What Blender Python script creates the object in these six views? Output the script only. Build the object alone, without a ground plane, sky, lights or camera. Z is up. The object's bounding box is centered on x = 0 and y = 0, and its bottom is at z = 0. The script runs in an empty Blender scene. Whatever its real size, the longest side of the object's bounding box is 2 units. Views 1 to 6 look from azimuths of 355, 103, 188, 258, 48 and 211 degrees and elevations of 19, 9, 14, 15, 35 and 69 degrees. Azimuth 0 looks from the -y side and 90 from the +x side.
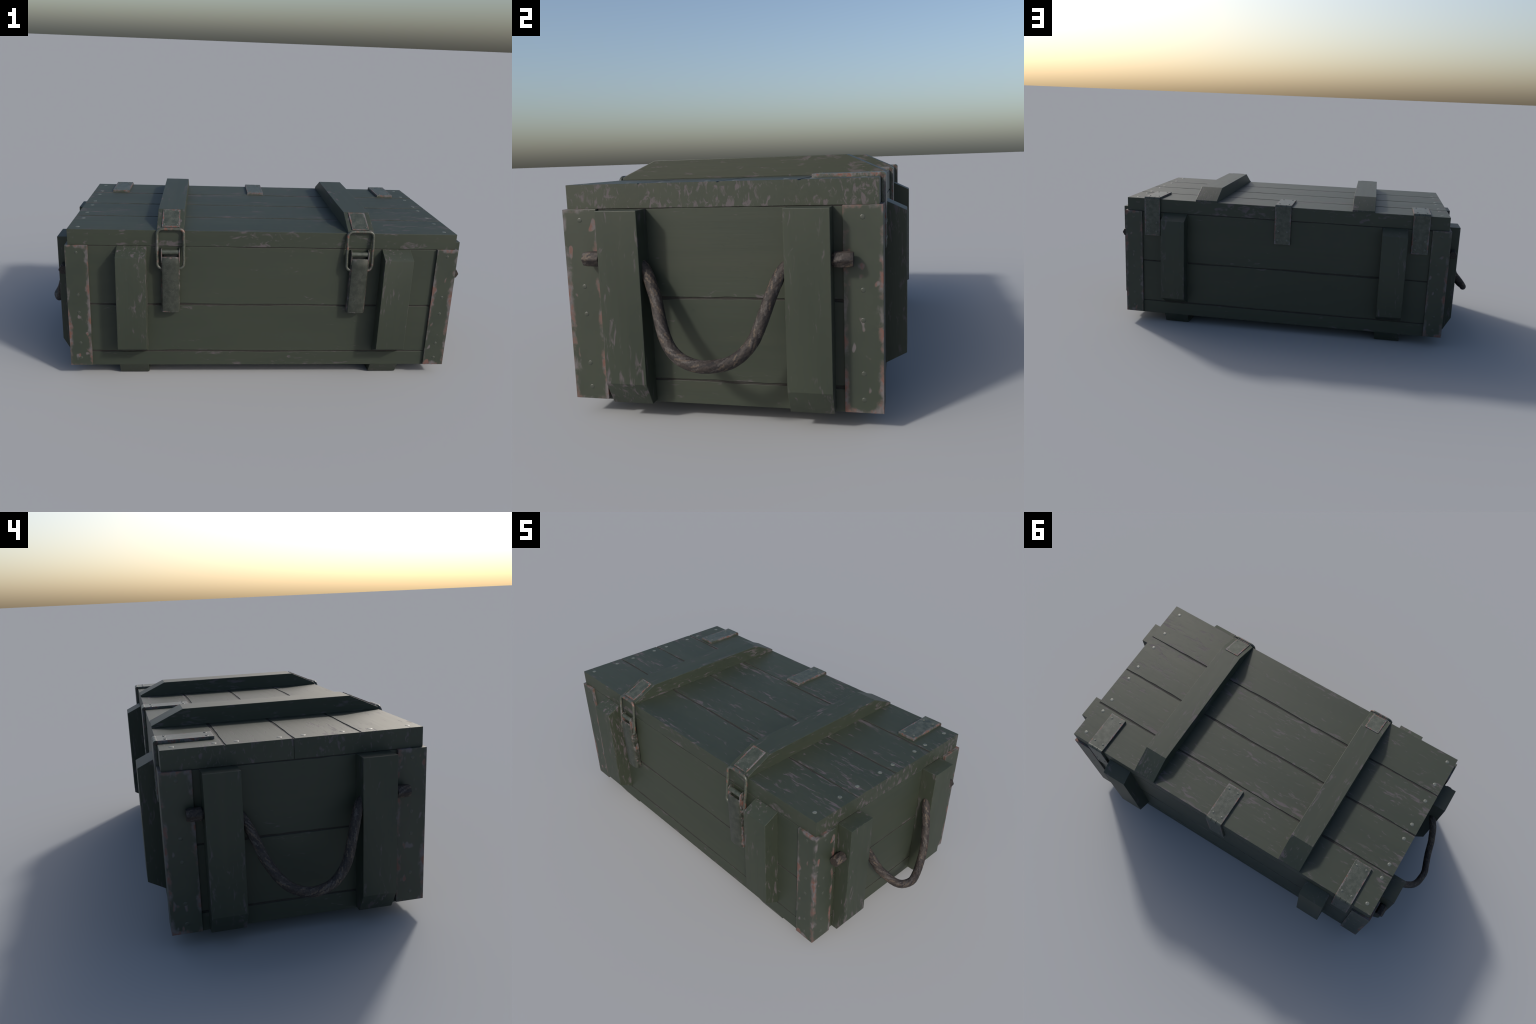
"""Old green wooden storage crate: planked chest and lid, wooden battens, steel
corner brackets, strap hinges, two toggle latches and two rope handles."""
import bpy, bmesh, math, random
from mathutils import Vector, Matrix, noise

random.seed(7)

# ------------------------------------------------------------------ dimensions
LX, LY = 0.828, 0.436            # half size of the planked box
Z_BOT, Z_SKIRT, Z_LID, Z_TOP = 0.048, 0.116, 0.606, 0.6733
BX, BY = 0.840, 0.446            # outer faces of the corner brackets
BOARD = 0.022                    # plank thickness
GROOVE = 0.0026                  # depth of the joint between planks

scene = bpy.context.scene
COL = scene.collection


# ------------------------------------------------------------------ node helper
class Tree:
    def __init__(self, name):
        self.mat = bpy.data.materials.new(name)
        self.mat.use_nodes = True
        self.nt = self.mat.node_tree
        self.nt.nodes.clear()
        self.out = self.nt.nodes.new("ShaderNodeOutputMaterial")
        self.bsdf = self.nt.nodes.new("ShaderNodeBsdfPrincipled")
        self.link(self.bsdf.outputs[0], self.out.inputs[0])
        self.tc = self.nt.nodes.new("ShaderNodeTexCoord").outputs["Object"]
        info = self.nt.nodes.new("ShaderNodeObjectInfo").outputs["Location"]
        self.pos = self.vmath("MULTIPLY_ADD", info, (1.73, 2.31, 1.19), self.tc)

    def link(self, a, b):
        self.nt.links.new(a, b)

    def put(self, sock, v):
        if isinstance(v, bpy.types.NodeSocket):
            self.link(v, sock)
        elif v is not None:
            sock.default_value = v

    def math(self, op, a, b=None, c=None, clamp=False):
        n = self.nt.nodes.new("ShaderNodeMath")
        n.operation = op
        n.use_clamp = clamp
        for i, v in enumerate((a, b, c)):
            self.put(n.inputs[i], v)
        return n.outputs[0]

    def vmath(self, op, a, b=None, c=None):
        n = self.nt.nodes.new("ShaderNodeVectorMath")
        n.operation = op
        for i, v in enumerate((a, b, c)):
            self.put(n.inputs[i], v)
        return n.outputs[0]

    def split(self, v):
        n = self.nt.nodes.new("ShaderNodeSeparateXYZ")
        self.link(v, n.inputs[0])
        return n.outputs

    def noise(self, scale, detail=3.0, rough=0.55, stretch=(1, 1, 1), shift=0.0, distort=0.0):
        v = self.vmath("MULTIPLY_ADD", self.pos, stretch, (shift, shift * 1.7, -shift))
        n = self.nt.nodes.new("ShaderNodeTexNoise")
        self.link(v, n.inputs["Vector"])
        n.inputs["Scale"].default_value = scale
        n.inputs["Detail"].default_value = detail
        n.inputs["Roughness"].default_value = rough
        n.inputs["Distortion"].default_value = distort
        return n.outputs["Fac"]

    def step(self, v, lo, hi):
        n = self.nt.nodes.new("ShaderNodeMapRange")
        n.interpolation_type = "SMOOTHSTEP"
        self.put(n.inputs["Value"], v)
        n.inputs["From Min"].default_value = lo
        n.inputs["From Max"].default_value = hi
        return n.outputs["Result"]

    def mix(self, fac, a, b):
        n = self.nt.nodes.new("ShaderNodeMix")
        n.data_type = "RGBA"
        self.put(n.inputs["Factor"], fac)
        for s, v in ((n.inputs[6], a), (n.inputs[7], b)):
            if isinstance(v, tuple):
                v = (*v, 1.0)
            self.put(s, v)
        return n.outputs[2]

    def bump(self, height, dist, strength=1.0, prev=None):
        n = self.nt.nodes.new("ShaderNodeBump")
        n.inputs["Distance"].default_value = dist
        n.inputs["Strength"].default_value = strength
        self.link(height, n.inputs["Height"])
        if prev is not None:
            self.link(prev, n.inputs["Normal"])
        return n.outputs[0]

    def box_edge(self, half):
        """Distance from a point on a box (origin at its centre) to the nearest edge."""
        s = self.split(self.tc)
        d = [self.math("SUBTRACT", half[i], self.math("ABSOLUTE", s[i])) for i in range(3)]
        lo = self.math("MINIMUM", d[0], d[1])
        hi = self.math("MAXIMUM", d[0], d[1])
        return self.math("MAXIMUM", lo, self.math("MINIMUM", hi, d[2]))

    def finish(self, color, rough, normal=None, spec=0.5):
        self.put(self.bsdf.inputs["Base Color"], (*color, 1) if isinstance(color, tuple) else color)
        self.put(self.bsdf.inputs["Roughness"], rough)
        self.bsdf.inputs["Specular IOR Level"].default_value = spec
        if normal is not None:
            self.link(normal, self.bsdf.inputs["Normal"])
        return self.mat


GREEN = (0.0305, 0.0385, 0.0262)
GREEN_DARK = (0.0258, 0.0338, 0.0232)
GREEN_WARM = (0.0345, 0.0402, 0.0272)
CHIP = (0.092, 0.076, 0.086)
RUST = (0.125, 0.043, 0.024)
BARE = (0.120, 0.112, 0.120)


def wood(name, half, grain, wear=0.5, patch=1.0, height=1.0, reach=0.050):
    """Painted timber: chips lie along the grain and gather at the edges of the piece."""
    t = Tree(name)
    st = [1.0, 1.0, 1.0]
    st[grain] = 0.26
    st[2] *= height
    st = tuple(st)
    fine = [1.0, 1.0, 1.0]
    fine[grain] = 0.05
    fine = tuple(fine)
    edge = t.box_edge(half)
    near = t.step(edge, reach, 0.0)
    big = t.noise(5.0, 2.0, 0.5, st, 3.0)
    col = t.mix(t.step(big, 0.35, 0.68), GREEN_DARK, GREEN)
    col = t.mix(t.math("MULTIPLY", t.step(t.noise(11.0, 3, 0.6, fine, 8.0), 0.45, 0.75), 0.6), col, GREEN_WARM)
    # worn patches, broken up into dashes along the grain
    zone = t.step(t.noise(9.0, 2.0, 0.5, st, 17.0), 0.42, 0.68)
    dash = t.noise(70.0, 3.0, 0.62, st, 5.0, 0.6)
    lift = t.math("ADD", t.math("MULTIPLY", zone, 0.11 * patch), t.math("MULTIPLY", near, 0.060))
    score = t.math("ADD", dash, lift)
    chip = t.math("MULTIPLY", t.step(score, 0.640 - 0.06 * wear, 0.800 - 0.06 * wear), 0.72)
    col = t.mix(chip, col, CHIP)
    grainy = t.noise(40.0, 4.0, 0.6, fine, 1.0)
    h = t.math("SUBTRACT", t.math("MULTIPLY", grainy, 0.8), t.math("MULTIPLY", chip, 0.5))
    nrm = t.bump(h, 0.0012, 0.45)
    rough = t.math("ADD", 0.50, t.math("MULTIPLY", t.math("ADD", chip, t.math("MULTIPLY", grainy, 0.3)), 0.25))
    return t.finish(col, rough, nrm, 0.42)


def metal_mask(t, edge, reach, amount, coarse, fine_scale, spots=0.0):
    """Shared rusty-paint recipe: bare primer and rust eat in from the edges."""
    near = t.step(edge, reach, 0.0)
    blot = t.noise(coarse, 2.0, 0.55, (1, 1, 0.75), 2.0)
    small = t.noise(fine_scale, 3.0, 0.6, (1, 1, 0.7), 9.0, 0.4)
    s = t.math("ADD", t.math("MULTIPLY", near, amount), t.math("MULTIPLY", blot, 0.62))
    s = t.math("ADD", s, t.math("MULTIPLY", small, 0.46))
    bare = t.step(s, 0.77, 0.97)
    if spots:
        sp = t.step(t.noise(34.0, 1.0, 0.4, (1, 1, 0.6), 21.0), 0.74 - spots, 0.80 - spots)
        bare = t.math("MAXIMUM", bare, t.math("MULTIPLY", sp, 0.85))
    rn = t.noise(fine_scale * 0.8, 3.0, 0.6, (1, 1, 0.6), 31.0)
    rust = t.math("MULTIPLY", bare, t.step(rn, 0.47, 0.60))
    return bare, rust


def bracket_metal():
    t = Tree("painted_steel_bracket")
    x, y, z = t.split(t.tc)
    a, b = t.math("ABSOLUTE", x), t.math("ABSOLUTE", y)
    corner = t.math("MAXIMUM", t.math("SUBTRACT", BX, a), t.math("SUBTRACT", BY, b))
    inner = t.math("MINIMUM", t.math("SUBTRACT", a, 0.747), t.math("SUBTRACT", b, 0.343))
    ends = t.math("MINIMUM", t.math("SUBTRACT", z, 0.052), t.math("SUBTRACT", 0.606, z))
    edge = t.math("MINIMUM", t.math("MINIMUM", corner, inner), ends)
    bare, rust = metal_mask(t, edge, 0.036, 0.325, 13.0, 48.0, 0.075)
    col = t.mix(t.step(t.noise(7, 2), 0.35, 0.7), GREEN_DARK, GREEN)
    col = t.mix(t.math("MULTIPLY", bare, 0.85), col, (0.120, 0.105, 0.112))
    col = t.mix(t.math("MULTIPLY", rust, 0.75), col, RUST)
    h = t.math("ADD", t.math("MULTIPLY", t.noise(120, 3), 0.3), t.math("MULTIPLY", bare, -0.6))
    return t.finish(col, t.math("ADD", 0.48, t.math("MULTIPLY", bare, 0.3)), t.bump(h, 0.001, 0.5))


def hardware_metal(name, half, reach=0.012, amount=0.34, tone=1.0):
    """Scratched small steel fittings; half is the fitting's box about its own origin."""
    t = Tree(name)
    edge = t.box_edge(half)
    bare, rust = metal_mask(t, edge, reach, amount, 24.0, 110.0)
    worm = t.noise(150.0, 3.0, 0.6, (1, 1, 1), 4.0, 1.2)
    line = t.step(t.math("ABSOLUTE", t.math("SUBTRACT", worm, 0.5)), 0.022, 0.0)
    scr = t.math("MULTIPLY", line, t.step(t.noise(30, 2, 0.5, (1, 1, 1), 12), 0.38, 0.58))
    col = t.mix(t.step(t.noise(45, 3), 0.35, 0.7), tuple(c * tone for c in (0.030, 0.038, 0.028)), tuple(c * tone for c in (0.054, 0.062, 0.048)))
    col = t.mix(t.math("MULTIPLY", scr, 0.75 if tone == 1.0 else 0.4), col, (0.13, 0.137, 0.125))
    col = t.mix(t.math("MULTIPLY", bare, 0.9), col, BARE)
    col = t.mix(t.math("MULTIPLY", rust, 0.9), col, RUST)
    h = t.math("ADD", t.math("MULTIPLY", worm, 0.5), t.math("MULTIPLY", bare, -0.5))
    return t.finish(col, t.math("ADD", 0.45, t.math("MULTIPLY", bare, 0.25)), t.bump(h, 0.0008, 0.5))


def wire_metal():
    t = Tree("painted_steel_wire")
    bare = t.step(t.noise(48, 3, 0.6, (1, 1, 0.6)), 0.52, 0.60)
    rust = t.math("MULTIPLY", bare, t.step(t.noise(70, 2, 0.6, (1, 1, 0.6), 5), 0.42, 0.56))
    col = t.mix(t.step(t.noise(130, 3), 0.3, 0.7), (0.032, 0.039, 0.029), (0.062, 0.068, 0.055))
    col = t.mix(t.math("MULTIPLY", bare, 0.6), col, (0.12, 0.118, 0.122))
    col = t.mix(t.math("MULTIPLY", rust, 0.85), col, RUST)
    return t.finish(col, 0.42, t.bump(t.noise(160, 3), 0.0008, 0.5))


def plain_paint(name, a, b, scale=120.0, rough=0.45):
    t = Tree(name)
    n = t.noise(scale, 3)
    return t.finish(t.mix(t.step(n, 0.35, 0.7), a, b), rough, t.bump(n, 0.0006, 0.4))


def rope_fibre(name, dark, light):
    t = Tree(name)
    n = t.noise(170, 3, 0.6)
    return t.finish(t.mix(t.step(n, 0.36, 0.66), dark, light), 0.7, t.bump(n, 0.0008, 0.6), 0.4)


# ------------------------------------------------------------------ mesh helpers
def add(name, bm, mat, parent=None, loc=(0, 0, 0), smooth=0.3):
    me = bpy.data.meshes.new(name)
    bmesh.ops.recalc_face_normals(bm, faces=bm.faces)
    bm.to_mesh(me)
    bm.free()
    me.materials.append(mat)
    if smooth:
        me.shade_smooth()
        me.set_sharp_from_angle(angle=smooth)
    return place(name, me, parent, loc)


def place(name, me, parent=None, loc=(0, 0, 0), rot=None):
    ob = bpy.data.objects.new(name, me)
    COL.objects.link(ob)
    world = Matrix.Translation(Vector(loc)) @ (rot or Matrix.Identity(4))
    if parent is not None:
        ob.parent = parent
        base = parent.matrix_basis if parent.parent is None else parent.parent.matrix_basis @ parent.matrix_basis
        ob.matrix_basis = base.inverted() @ world
    else:
        ob.matrix_basis = world
    return ob


def bevel_all(bm, width, segments=2, angle=0.5):
    edges = [e for e in bm.edges if len(e.link_faces) == 2 and e.calc_face_angle(0) > angle]
    if width > 0:
        bmesh.ops.bevel(bm, geom=edges, offset=width, segments=segments, affect="EDGES", profile=0.5, clamp_overlap=True)


def prism(profile, axis, a, b, bevel=0.0015, segments=2):
    """Extrude a closed 2D profile along an axis from a to b. Profile order:
    axis 0: (y, z), axis 1: (x, z), axis 2: (x, y)."""
    bm = bmesh.new()

    def pt(p, w):
        return (w, p[0], p[1]) if axis == 0 else (p[0], w, p[1]) if axis == 1 else (p[0], p[1], w)
    va = [bm.verts.new(pt(p, a)) for p in profile]
    vb = [bm.verts.new(pt(p, b)) for p in profile]
    n = len(profile)
    for i in range(n):
        bm.faces.new((va[i], va[(i + 1) % n], vb[(i + 1) % n], vb[i]))
    bm.faces.new(va)
    bm.faces.new(vb[::-1])
    bmesh.ops.recalc_face_normals(bm, faces=bm.faces)
    bevel_all(bm, bevel, segments)
    return bm


def box(half, bevel=0.0015):
    hx, hy, hz = half
    return prism([(-hx, -hy), (hx, -hy), (hx, hy), (-hx, hy)], 2, -hz, hz, bevel)


def plank(length, lo, hi, thick, lo_joint, hi_joint, seed, full_lo=None, full_hi=None):
    """A plank along X with its face at +Z and its width along Y (lo..hi).
    Each joint edge is rebated near the face, and the rebate wanders, so that
    two neighbours leave a dark groove of uneven width."""
    n = 110
    mid = (lo + hi) / 2
    rings = []
    for i in range(n + 1):
        x = -length / 2 + length * i / n
        def gap(side, joint):
            if not joint:
                return 0.0
            v = noise.noise(Vector((x * 4.2, seed * 3.1, side * 7.7)))
            w = noise.noise(Vector((x * 21.0, seed * 5.3, side * 2.9)))
            return max(0.0005, 0.0037 + 0.0036 * v + 0.0018 * w)
        g0, g1 = gap(0, lo_joint), gap(1, hi_joint)
        e0 = full_lo(x) if full_lo else 0.00003 * bool(lo_joint)
        e1 = full_hi(x) if full_hi else 0.00003 * bool(hi_joint)
        c = 0.0010
        y0, y1 = lo - mid, hi - mid
        rings.append([
            (x, y0 + e0, -thick), (x, y0 + e0, -GROOVE), (x, y0 + g0, -GROOVE + 0.0004),
            (x, y0 + g0, -c), (x, y0 + g0 + c, 0), (x, y1 - g1 - c, 0), (x, y1 - g1, -c),
            (x, y1 - g1, -GROOVE + 0.0004), (x, y1 - e1, -GROOVE), (x, y1 - e1, -thick)])
    bm = bmesh.new()
    vs = [[bm.verts.new(p) for p in r] for r in rings]
    k = len(vs[0])
    for i in range(n):
        for j in range(k):
            f = bm.faces.new((vs[i][j], vs[i][(j + 1) % k], vs[i + 1][(j + 1) % k], vs[i + 1][j]))
            f.material_index = 1 if (j in (1, 2) and lo_joint) or (j in (6, 7) and hi_joint) else 0
    bm.faces.new(vs[0])
    bm.faces.new(vs[-1][::-1])
    ends = [e for e in bm.edges if len(e.link_faces) == 2 and e.calc_face_angle(0) > 1.2
            and all(abs(abs(v.co.x) - length / 2) < 1e-6 for v in e.verts)
            and all(v.co.z > -0.001 for v in e.verts)]
    bmesh.ops.bevel(bm, geom=ends, offset=0.0012, segments=2, affect="EDGES", profile=0.5)
    bmesh.ops.translate(bm, verts=bm.verts, vec=(0, 0, thick / 2))
    return bm


def tube(points, radius, sides, closed=False, lobes=0, depth=0.0, twist=0.0, cap=True):
    """Sweep a ring along a polyline with parallel transport; optional twisted strands."""
    bm = bmesh.new()
    P = [Vector(p) for p in points]
    n = len(P)
    tan = []
    for i in range(n):
        a = P[(i - 1) % n] if (closed or i) else P[0]
        b = P[(i + 1) % n] if (closed or i < n - 1) else P[-1]
        tan.append((b - a).normalized())
    ref = Vector((0, 0, 1)) if abs(tan[0].z) < 0.9 else Vector((1, 0, 0))
    u = (ref - tan[0] * ref.dot(tan[0])).normalized()
    rings, run = [], 0.0
    for i in range(n):
        u = (u - tan[i] * u.dot(tan[i])).normalized()
        v = tan[i].cross(u)
        if i:
            run += (P[i] - P[i - 1]).length
        ring = []
        for j in range(sides):
            a = 2 * math.pi * j / sides
            r = radius
            if lobes:
                r -= depth * (0.5 + 0.5 * math.cos(lobes * (a + twist * run)))
            ring.append(bm.verts.new(P[i] + u * (r * math.cos(a)) + v * (r * math.sin(a))))
        rings.append(ring)
    m = n if closed else n - 1
    for i in range(m):
        for j in range(sides):
            bm.faces.new((rings[i][j], rings[i][(j + 1) % sides],
                          rings[(i + 1) % n][(j + 1) % sides], rings[(i + 1) % n][j]))
    if cap and not closed:
        bm.faces.new(rings[0][::-1])
        bm.faces.new(rings[-1])
    return bm


def spline(ctrl, per=14):
    """Catmull-Rom through control points."""
    C = [Vector(c) for c in ctrl]
    out = []
    for i in range(len(C) - 1):
        p0, p1, p2, p3 = C[max(i - 1, 0)], C[i], C[i + 1], C[min(i + 2, len(C) - 1)]
        for k in range(per):
            t = k / per
            out.append(0.5 * ((2 * p1) + (p2 - p0) * t + (2 * p0 - 5 * p1 + 4 * p2 - p3) * t * t
                              + (3 * p1 - p0 - 3 * p2 + p3) * t ** 3))
    out.append(C[-1])
    return out


def dome(radius, height, sides=14, rings=4, notch=False):
    """Low domed fastener head, axis +Z, base a little below z = 0."""
    bm = bmesh.new()
    rows = []
    prof = [(radius, -0.002)] + [(radius * math.cos(a), height * math.sin(a))
                                 for a in [0.5 * math.pi * k / rings for k in range(rings)]]
    for r, z in prof:
        rows.append([bm.verts.new((r * math.cos(2 * math.pi * j / sides), r * math.sin(2 * math.pi * j / sides), z))
                     for j in range(sides)])
    top = bm.verts.new((0, 0, height - (0.0008 if notch else 0)))
    for a, b in zip(rows, rows[1:]):
        for j in range(sides):
            bm.faces.new((a[j], a[(j + 1) % sides], b[(j + 1) % sides], b[j]))
    for j in range(sides):
        bm.faces.new((rows[-1][j], rows[-1][(j + 1) % sides], top))
    bm.faces.new(rows[0][::-1])
    return bm


def mesh_of(name, bm, mat, smooth=math.radians(40)):
    me = bpy.data.meshes.new(name)
    bmesh.ops.recalc_face_normals(bm, faces=bm.faces)
    bm.to_mesh(me)
    bm.free()
    me.materials.append(mat)
    me.shade_smooth()
    me.set_sharp_from_angle(angle=smooth)
    return me


def cross_screw_mesh(mat):
    """Screw head with a raised cross-slot rim."""
    bm = dome(0.0058, 0.0014, 12, 3)
    for k in range(2):
        m = Matrix.Rotation(k * math.pi / 2 + 0.4, 4, "Z")
        r = bmesh.ops.create_cube(bm, size=1.0)
        bmesh.ops.scale(bm, verts=r["verts"], vec=(0.0095, 0.0014, 0.0012))
        bmesh.ops.translate(bm, verts=r["verts"], vec=(0, 0, 0.0013))
        bmesh.ops.transform(bm, verts=r["verts"], matrix=m)
    return mesh_of("screw", bm, mat)


RX90 = Matrix.Rotation(math.pi / 2, 4, "X")       # +Z -> -Y
FACE = {                                          # rotate +Z (head axis) to a side
    "front": Matrix.Rotation(math.pi / 2, 4, "X"),
    "back": Matrix.Rotation(-math.pi / 2, 4, "X"),
    "right": Matrix.Rotation(math.pi / 2, 4, "Y"),
    "left": Matrix.Rotation(-math.pi / 2, 4, "Y"),
    "top": Matrix.Identity(4),
}

# ------------------------------------------------------------------ root
crate = bpy.data.objects.new("wooden_storage_crate", None)
crate.empty_display_size = 0.2
COL.objects.link(crate)
crate["label"] = "worn dark green wooden crate with latches and rope handles"
crate["category"] = "storage crate"

core_mat = plain_paint("joint_wood", (0.024, 0.026, 0.021), (0.030, 0.032, 0.026), 20, 0.8)

joint_dark_mat = plain_paint("dark_joint_floor", (0.017, 0.016, 0.0135), (0.023, 0.021, 0.018), 60, 0.85)  # groove floors in a darker brown-grey than the boards, giving a dark line between planks

# ------------------------------------------------------------------ chest
chest = add("chest", box((LX - 0.012, LY - 0.012, (Z_LID - Z_BOT) / 2 - 0.002), 0.0), core_mat,
            crate, (0, 0, (Z_LID + Z_BOT) / 2))


def wall_plank(name, length, z0, z1, face, lo_joint, hi_joint, seed, mat_wear):
    """Board on one of the four walls; the plank's local Y becomes world Z."""
    bm = plank(length, z0, z1, BOARD, lo_joint, hi_joint, seed)
    bmesh.ops.rotate(bm, verts=bm.verts, matrix=Matrix.Rotation(math.pi / 2, 3, "X"))
    half = [length / 2, BOARD / 2, (z1 - z0) / 2]
    off = {"front": (0, -LY + BOARD / 2), "back": (0, LY - BOARD / 2),
           "right": (LX - BOARD / 2, 0), "left": (-LX + BOARD / 2, 0)}[face]
    spin = {"front": 0, "back": math.pi, "right": math.pi / 2, "left": -math.pi / 2}[face]
    bmesh.ops.rotate(bm, verts=bm.verts, matrix=Matrix.Rotation(spin, 3, "Z"))
    grain = 0
    if face in ("right", "left"):
        half = [half[1], half[0], half[2]]
        grain = 1
    mat = wood("painted_" + name, tuple(half), grain, mat_wear, 0.8)
    ob = add(name, bm, mat, chest, (off[0], off[1], (z0 + z1) / 2))
    ob.data.materials.append(joint_dark_mat)
    return ob


for face, ln, zm in (("front", 2 * LX, 0.340), ("back", 2 * LX, 0.340),
                     ("right", 2 * (LY - BOARD), 0.354), ("left", 2 * (LY - BOARD), 0.354)):
    s = {"front": 1, "back": 5, "right": 9, "left": 13}[face]
    kind = "side_board" if face in ("front", "back") else "end_board"
    skirt = "side_sill_board" if face in ("front", "back") else "end_sill_board"
    wall_plank(kind, ln, zm, Z_LID - 0.0002, face, True, True, s, -1.1)
    wall_plank(kind, ln, Z_SKIRT, zm, face, True, True, s + 1, -1.1)
    wall_plank(skirt, ln, Z_BOT, Z_SKIRT, face, False, True, s + 2, -0.8)

# floor of the chest and the two skids under it
add("bottom_board", box((LX - BOARD, LY - BOARD, 0.006)), wood("painted_bottom", (LX, LY, 0.006), 0, -0.3),
    chest, (0, 0, Z_BOT + 0.005))
skid_half = (0.064, 0.410, 0.027)
skid_mat = wood("painted_skid", skid_half, 1, 0.0)
skid_me = mesh_of("skid", prism([(-0.410, -0.027), (0.410, -0.027), (0.437, 0.024), (-0.437, 0.024)], 0, -0.064, 0.064), skid_mat, 0.3)
for sx in (-1, 1):
    place("skid", skid_me, chest, (sx * 0.5665, 0, skid_half[2]))

# upright battens on the long sides: chamfered at both ends
bh = (0.0625, 0.034, 0.2425)
zc = 0.3625
prof = [(0.0335, 0.605 - zc), (-0.034, 0.573 - zc), (-0.034, 0.157 - zc), (0.0335, 0.120 - zc)]
side_batten_mat = wood("painted_side_batten", (bh[0], bh[1], 0.22), 2, -0.15)
side_me = mesh_of("side_batten", prism(prof, 0, -bh[0], bh[0], 0.0016), side_batten_mat, 0.3)
for sx in (-1, 1):
    for sy in (-1, 1):
        rot = Matrix.Identity(4) if sy < 0 else Matrix.Rotation(math.pi, 4, "Z")
        place("side_batten", side_me, chest, (sx * 0.5655, sy * (LY + 0.033), zc), rot)

# upright battens on the short ends: square top, chamfered foot
prof = [(-0.034, 0.604 - zc), (0.034, 0.604 - zc), (0.034, 0.121 - zc), (-0.004, 0.052 - zc), (-0.034, 0.052 - zc)]
end_batten_mat = wood("painted_end_batten", (0.034, 0.060, 0.276), 2, -0.25)
end_me = mesh_of("end_batten", prism(prof, 1, -0.060, 0.060, 0.0016), end_batten_mat, 0.3)
for sx in (-1, 1):
    for sy in (-1, 1):
        rot = Matrix.Identity(4) if sx > 0 else Matrix.Rotation(math.pi, 4, "Z")
        place("end_batten", end_me, chest, (sx * (LX + 0.034), sy * 0.258, zc), rot)

# ------------------------------------------------------------------ lid
lid = add("lid", box((LX - 0.012, LY - 0.012, (Z_TOP - Z_LID) / 2 - 0.006), 0.0), core_mat,
          crate, (0, 0, (Z_TOP + Z_LID) / 2 - 0.004))
T = Z_TOP - Z_LID
cuts = [-LY, -0.217, 0.010, 0.232, LY]


def split_end(x):
    """The middle joint opens through the full height at one end of the lid."""
    return 0.0008 if x < -0.78 else 0.00003


for i in range(4):
    y0, y1 = cuts[i], cuts[i + 1]
    bm = plank(2 * LX, y0, y1, T, i > 0, i < 3, 21 + i,
               split_end if i == 2 else None, split_end if i == 1 else None)
    # slightly open line between lid and chest
    board = add("lid_board", bm, wood("painted_lid_board", (LX, (y1 - y0) / 2, T / 2), 0, 0.42, 1.0, 0.55, 0.055), lid,
        (0, (y0 + y1) / 2, (Z_TOP + Z_LID) / 2))
    board.data.materials.append(joint_dark_mat)

# carrying bars across the lid
bc = (0.673 + 0.734) / 2
prof = [(-0.4355, 0.6728 - bc), (0.4355, 0.6728 - bc), (0.4355, 0.6815 - bc), (0.318, 0.7352 - bc),
        (-0.318, 0.7352 - bc), (-0.4355, 0.6815 - bc)]
bar_mat = wood("painted_lid_bar", (0.0565, 0.40, 0.0305), 1, 0.20, 0.95)
bar_me = mesh_of("lid_bar", prism(prof, 0, -0.0565, 0.0565, 0.0016), bar_mat, 0.3)
for sx in (-1, 1):
    place("lid_bar", bar_me, lid, (sx * 0.404, 0, bc))

nail_mat = plain_paint("worn_nail_head", (0.075, 0.085, 0.072), (0.15, 0.16, 0.14), 200, 0.42)
nail_me = mesh_of("nail", dome(0.0088, 0.0014), nail_mat)
for sx, x in ((1, 0.7825), (-1, -0.790)):
    for y in (-0.398, -0.264, -0.166, -0.032, 0.048, 0.189, 0.262, 0.396):
        place("nail", nail_me, lid, (x, y, Z_TOP))

# ------------------------------------------------------------------ corner brackets
bracket_mat = bracket_metal()
rivet_mat = plain_paint("painted_rivet", (0.034, 0.041, 0.031), (0.046, 0.052, 0.042), 160, 0.45)
rivet_me = mesh_of("rivet", dome(0.0068, 0.0011), rivet_mat)
for sx in (-1, 1):
    for sy in (-1, 1):
        prof = [(BX, BY), (BX, 0.343), (LX - 0.002, 0.343), (LX - 0.002, LY - 0.002), (0.747, LY - 0.002), (0.747, BY)]
        bm = prism([(sx * x, sy * y) for x, y in prof], 2, 0.052, 0.6055, 0.0012)
        br = add("corner_bracket", bm, bracket_mat, crate)
        for z in (0.575, 0.385, 0.305, 0.160, 0.088):
            place("rivet", rivet_me, br, (sx * 0.794, sy * BY, z), FACE["front" if sy < 0 else "back"])
            place("rivet", rivet_me, br, (sx * BX, sy * 0.394, z), FACE["right" if sx > 0 else "left"])

# ------------------------------------------------------------------ hinges
HW = 0.0415
hinge_mat = hardware_metal("painted_steel_hinge", (HW, 0.10, 0.10), 0.018, 0.36)
screw_mat = plain_paint("worn_screw_head", (0.050, 0.058, 0.047), (0.13, 0.14, 0.12), 260, 0.4)
screw_me = cross_screw_mesh(screw_mat)
pin_mat = plain_paint("rusty_pin", (0.030, 0.018, 0.014), (0.060, 0.035, 0.026), 200, 0.6)
hy, hz = 0.350, 0.581           # hinge origin
top_leaf = box((HW, 0.093, 0.0062), 0.0012)
bmesh.ops.translate(top_leaf, verts=top_leaf.verts, vec=(0, 0.343 - hy, 0.6778 - hz))
back_leaf = box((HW, 0.0062, 0.098), 0.0012)
bmesh.ops.translate(back_leaf, verts=back_leaf.verts, vec=(0, 0.4425 - hy, 0.578 - hz))
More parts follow.
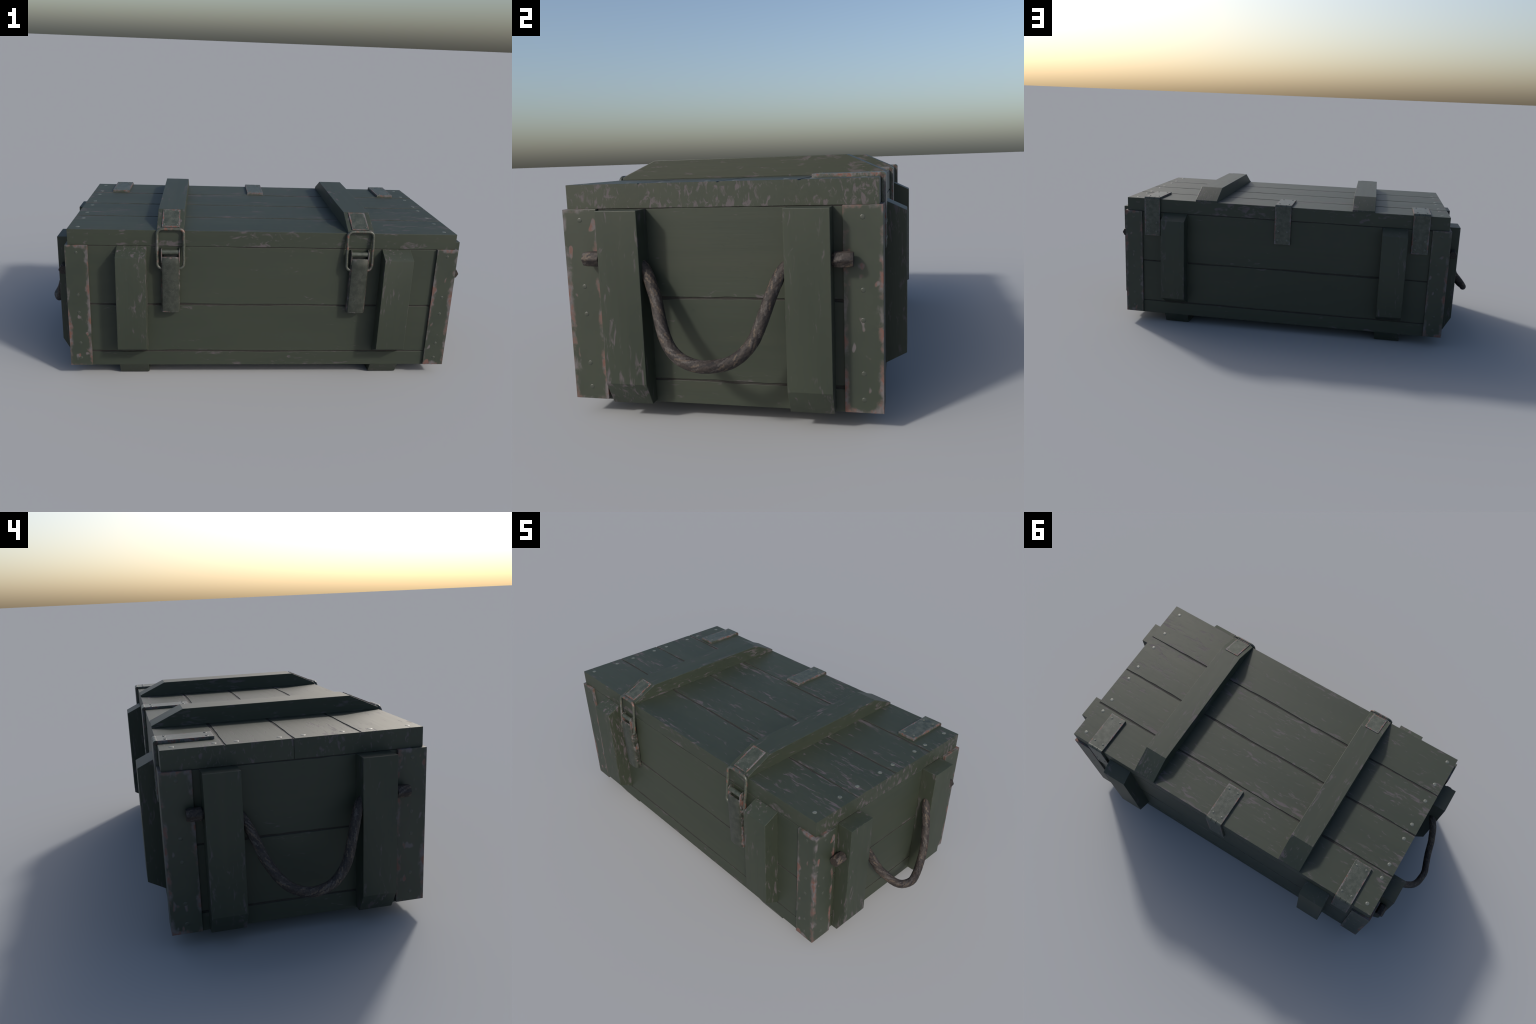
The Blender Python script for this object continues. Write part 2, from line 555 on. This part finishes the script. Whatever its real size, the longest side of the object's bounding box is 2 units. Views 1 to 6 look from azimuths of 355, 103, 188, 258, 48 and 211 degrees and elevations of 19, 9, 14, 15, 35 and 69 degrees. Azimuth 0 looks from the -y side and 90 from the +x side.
tmp = bpy.data.meshes.new("scratch")
back_leaf.to_mesh(tmp)
top_leaf.from_mesh(tmp)
bpy.data.meshes.remove(tmp)
back_leaf.free()
hinge_me = mesh_of("hinge", top_leaf, hinge_mat, 0.3)
seg = 2 * HW / 3 - 0.002
kn = tube([(-seg / 2, 0, 0), (seg / 2, 0, 0)], 0.0105, 24)
bevel_all(kn, 0.0008, 1, 1.0)
knuckle_me = mesh_of("hinge_knuckle", kn, hinge_mat)
pin_me = mesh_of("hinge_pin", tube([(-HW - 0.0007, 0, 0), (HW + 0.0007, 0, 0)], 0.0062, 16), pin_mat)
for x in (-0.691, 0.0, 0.691):
    h = place("hinge", hinge_me, crate, (x, hy, hz))
    for k in (-1, 0, 1):
        place("hinge_knuckle", knuckle_me, h, (x + k * 2 * HW / 3, 0.4385, 0.6745))
    place("hinge_pin", pin_me, h, (x, 0.4385, 0.6745))
    for dx in (-0.024, 0.024):
        for y in (0.272, 0.408):
            place("screw", screw_me, h, (x + dx, y, 0.6840), Matrix.Rotation(random.uniform(0, 3), 4, "Z"))
        for z in (0.503, 0.548):
            place("screw", screw_me, h, (x + dx, 0.4487, z), FACE["back"] @ Matrix.Rotation(random.uniform(0, 3), 4, "Z"))

# ------------------------------------------------------------------ latches
wire_mat = wire_metal()
plate_mat = hardware_metal("painted_steel_plate", (0.0365, 0.058, 0.004), 0.016, 0.40)
lever_mat = hardware_metal("painted_steel_lever", (0.0400, 0.0040, 0.1235), 0.013, 0.30, 0.62)
pin_paint = hardware_metal("painted_steel_pin", (0.034, 0.03, 0.03), 0.004, 0.10)

slope = math.atan2(0.7355 - 0.6885, 0.431 - 0.325)
plate_me = mesh_of("catch_plate", box((0.0365, 0.058, 0.004), 0.001), plate_mat, 0.3)

# pulling bail: rounded rectangle of round wire, leaning out towards the lever
W, H, R = 0.0555, 0.083, 0.020
path = []
for cx, cz, a0 in ((W - R, H - R, 0), (-W + R, H - R, 90), (-W + R, -H + R, 180), (W - R, -H + R, 270)):
    for k in range(9):
        a = math.radians(a0 + 90 * k / 8)
        path.append((cx + R * math.cos(a), 0, cz + R * math.sin(a)))
dense = []
for i, p in enumerate(path):
    q = path[(i + 1) % len(path)]
    m = max(1, int((Vector(q) - Vector(p)).length / 0.008))
    for k in range(m):
        w = k / m
        x, z = p[0] + (q[0] - p[0]) * w, p[2] + (q[2] - p[2]) * w
        dense.append((x + 0.0005 * math.sin(z * 90), 0.0045 * (z / H) * 2.0, z))
bail_me = mesh_of("bail", tube(dense, 0.0062, 14, closed=True), wire_mat)


def lever_bmesh():
    """Channel-shaped lever, bowed face, rounded corners, slightly thinner at its tip."""
    z_top, z_bot = 0.124, -0.122
    n = 22
    outer, inner = [], []
    half, th = 0.0392, 0.0035
    for k in range(15):                       # across the face, -x .. +x
        u = -1 + 2 * k / 14
        edge = max(0.0, abs(u) - 0.80) / 0.20
        outer.append((u * half, -0.0055 * (1 - u * u) + 0.0070 * edge ** 2.2))
    sect = [(-half, 0.030)] + outer + [(half, 0.030)]
    sect_in = [(half - th, 0.030)] + [(x * (half - th) / half, y + th) for x, y in reversed(outer)] + [(-half + th, 0.030)]
    loop = sect + sect_in
    bm = bmesh.new()
    rows = []
    for i in range(n + 1):
        z = z_top + (z_bot - z_top) * i / n
        f = i / n
        d = 0.0045 * f ** 1.5 + 0.006 * max(0.0, 1 - f * 9) ** 2
        row = []
        for x, y in loop:
            yy = y + d if y < 0.02 else y
            row.append(bm.verts.new((x, yy, z + (0.004 * (1 - (x / half) ** 2) if i == 0 and y < 0.02 else 0))))
        rows.append(row)
    m = len(loop)
    for a, b in zip(rows, rows[1:]):
        for j in range(m):
            bm.faces.new((a[j], a[(j + 1) % m], b[(j + 1) % m], b[j]))
    q = len(sect)
    for row, flip in ((rows[0], False), (rows[-1], True)):
        for j in range(q - 1):
            f = [row[j], row[j + 1], row[m - 2 - j], row[m - 1 - j]]
            bm.faces.new(f[::-1] if flip else f)
    # two round-nosed ears that carry the pin
    for sx in (-1, 1):
        ear = [(0.030, 0.10), (0.002, 0.10), (0.003, 0.136)]
        for k in range(9):
            a = math.radians(180 - 130 * k / 8)
            ear.append((0.0225 + 0.0195 * math.cos(a), 0.142 + 0.0195 * math.sin(a)))
        ear.append((0.0338, 0.146))
        x0 = sx * 0.0390
        x1 = sx * 0.0350
        pa = prism(ear, 0, min(x0, x1), max(x0, x1), 0.0007, 1)
        me = bpy.data.meshes.new("scratch")
        pa.to_mesh(me)
        bm.from_mesh(me)
        pa.free()
        bpy.data.meshes.remove(me)
    return bm


lever_me = mesh_of("lever", lever_bmesh(), lever_mat, 0.6)
lpin_me = mesh_of("latch_pin", tube([(-0.0365, 0, 0), (0.0365, 0, 0)], 0.0108, 20), pin_paint)
mount_me = mesh_of("latch_mount", box((0.030, 0.006, 0.085), 0.001), lever_mat)
lip_me = mesh_of("catch_lip", tube([(-0.0365, 0, 0), (0.0365, 0, 0)], 0.0050, 14), wire_mat)
for x in (-0.403, 0.403):
    latch = place("latch", lever_me, crate, (x, -0.4715, 0.441))
    latch.name = "latch_lever"
    place("latch_mount", mount_me, latch, (x, -LY - 0.0055, 0.49))
    place("latch_pin", lpin_me, latch, (x, -0.4540, 0.5845))
    place("bail", bail_me, latch, (x, -0.4525, 0.5985))
    mid = Vector((x, -0.378, 0.7120)) + Vector((0, -math.sin(slope), math.cos(slope))) * -0.004
    rot = Matrix.Rotation(slope, 4, "X")
    place("catch_plate", plate_me, latch, mid, rot)
    place("catch_lip", lip_me, latch, (x, -0.4365, 0.6800))
    for dx in (-0.027, 0.027):
        for dy in (-0.040, 0.048):
            p = mid + rot @ Vector((dx, dy, 0.0040))
            place("screw", screw_me, latch, p, rot).scale = (0.6, 0.6, 0.7)

# ------------------------------------------------------------------ rope handles
rope_mats = [rope_fibre("rope_fibre_brown", (0.020, 0.016, 0.014), (0.036, 0.028, 0.024)),
             rope_fibre("rope_fibre_dark", (0.011, 0.009, 0.009), (0.020, 0.016, 0.015)),
             rope_fibre("rope_fibre_tan", (0.044, 0.033, 0.025), (0.078, 0.058, 0.042)),
             rope_fibre("rope_fibre_grey", (0.036, 0.031, 0.029), (0.060, 0.052, 0.048))]


def lay_fibres(ob, rings, sides, fibres, shift):
    """Give each helical fibre, cut into short lengths, one of the rope colours."""
    rnd = random.Random(11 + shift)
    start = [rnd.random() for _ in range(fibres)]
    pick = {}
    for m in rope_mats[1:]:
        ob.data.materials.append(m)
    for k, poly in enumerate(ob.data.polygons):
        if k >= rings * sides:
            break
        i, j = divmod(k, sides)
        fib = int((j / sides + i * 0.0145) * fibres) % fibres
        key = (fib, int(i / 5.0 + start[fib] * 7))
        if key not in pick:
            pick[key] = rnd.choice((0, 0, 0, 1, 1, 2, 3))
        poly.material_index = pick[key]



# one strand leaves its batten close to the wall, the other hangs further out
path = [(0.862, -0.330, 0.468), (0.860, -0.260, 0.466), (0.860, -0.212, 0.456), (0.866, -0.190, 0.430),
        (0.876, -0.174, 0.398), (0.888, -0.158, 0.360), (0.911, -0.141, 0.315), (0.939, -0.120, 0.280),
        (0.960, -0.098, 0.252), (0.974, -0.070, 0.230), (0.981, -0.036, 0.216), (0.983, 0.000, 0.211),
        (0.972, 0.038, 0.212), (0.961, 0.068, 0.219), (0.950, 0.096, 0.238), (0.940, 0.120, 0.267),
        (0.931, 0.136, 0.301), (0.919, 0.149, 0.337), (0.908, 0.161, 0.373), (0.894, 0.174, 0.408),
        (0.876, 0.190, 0.440), (0.864, 0.214, 0.459), (0.861, 0.260, 0.467), (0.862, 0.330, 0.468)]
for sx in (-1, 1):
    pts = spline([(sx * x, sx * y, z) for x, y, z in path], 10)
    rope = add("rope_handle", tube(pts, 0.0172, 44, lobes=11, depth=0.0006, twist=-22.0), rope_mats[0], crate, smooth=0.9)
    lay_fibres(rope, len(pts) - 1, 44, 22, sx)
    for sy in (-1, 1):
        # knotted end: a stubby prism with six worn faces, built from fine rings
        rows = [(0, -0.024 + 0.048 * k / 12, 0) for k in range(13)]
        end = tube(rows, 0.0215, 42)
        for v in end.verts:
            a = math.atan2(v.co.z, v.co.x) % (math.pi / 3) - math.pi / 6
            hexa = 0.92 / math.cos(a)
            taper = 1 - 0.10 * max(0.0, v.co.y * sy / 0.024) ** 3
            v.co.x *= hexa * taper
            v.co.z *= hexa * taper
        knot = add("rope_end", end, rope_mats[0], rope, (sx * 0.866, sy * 0.3485, 0.470))
        lay_fibres(knot, 12, 42, 21, sx * 3 + sy)
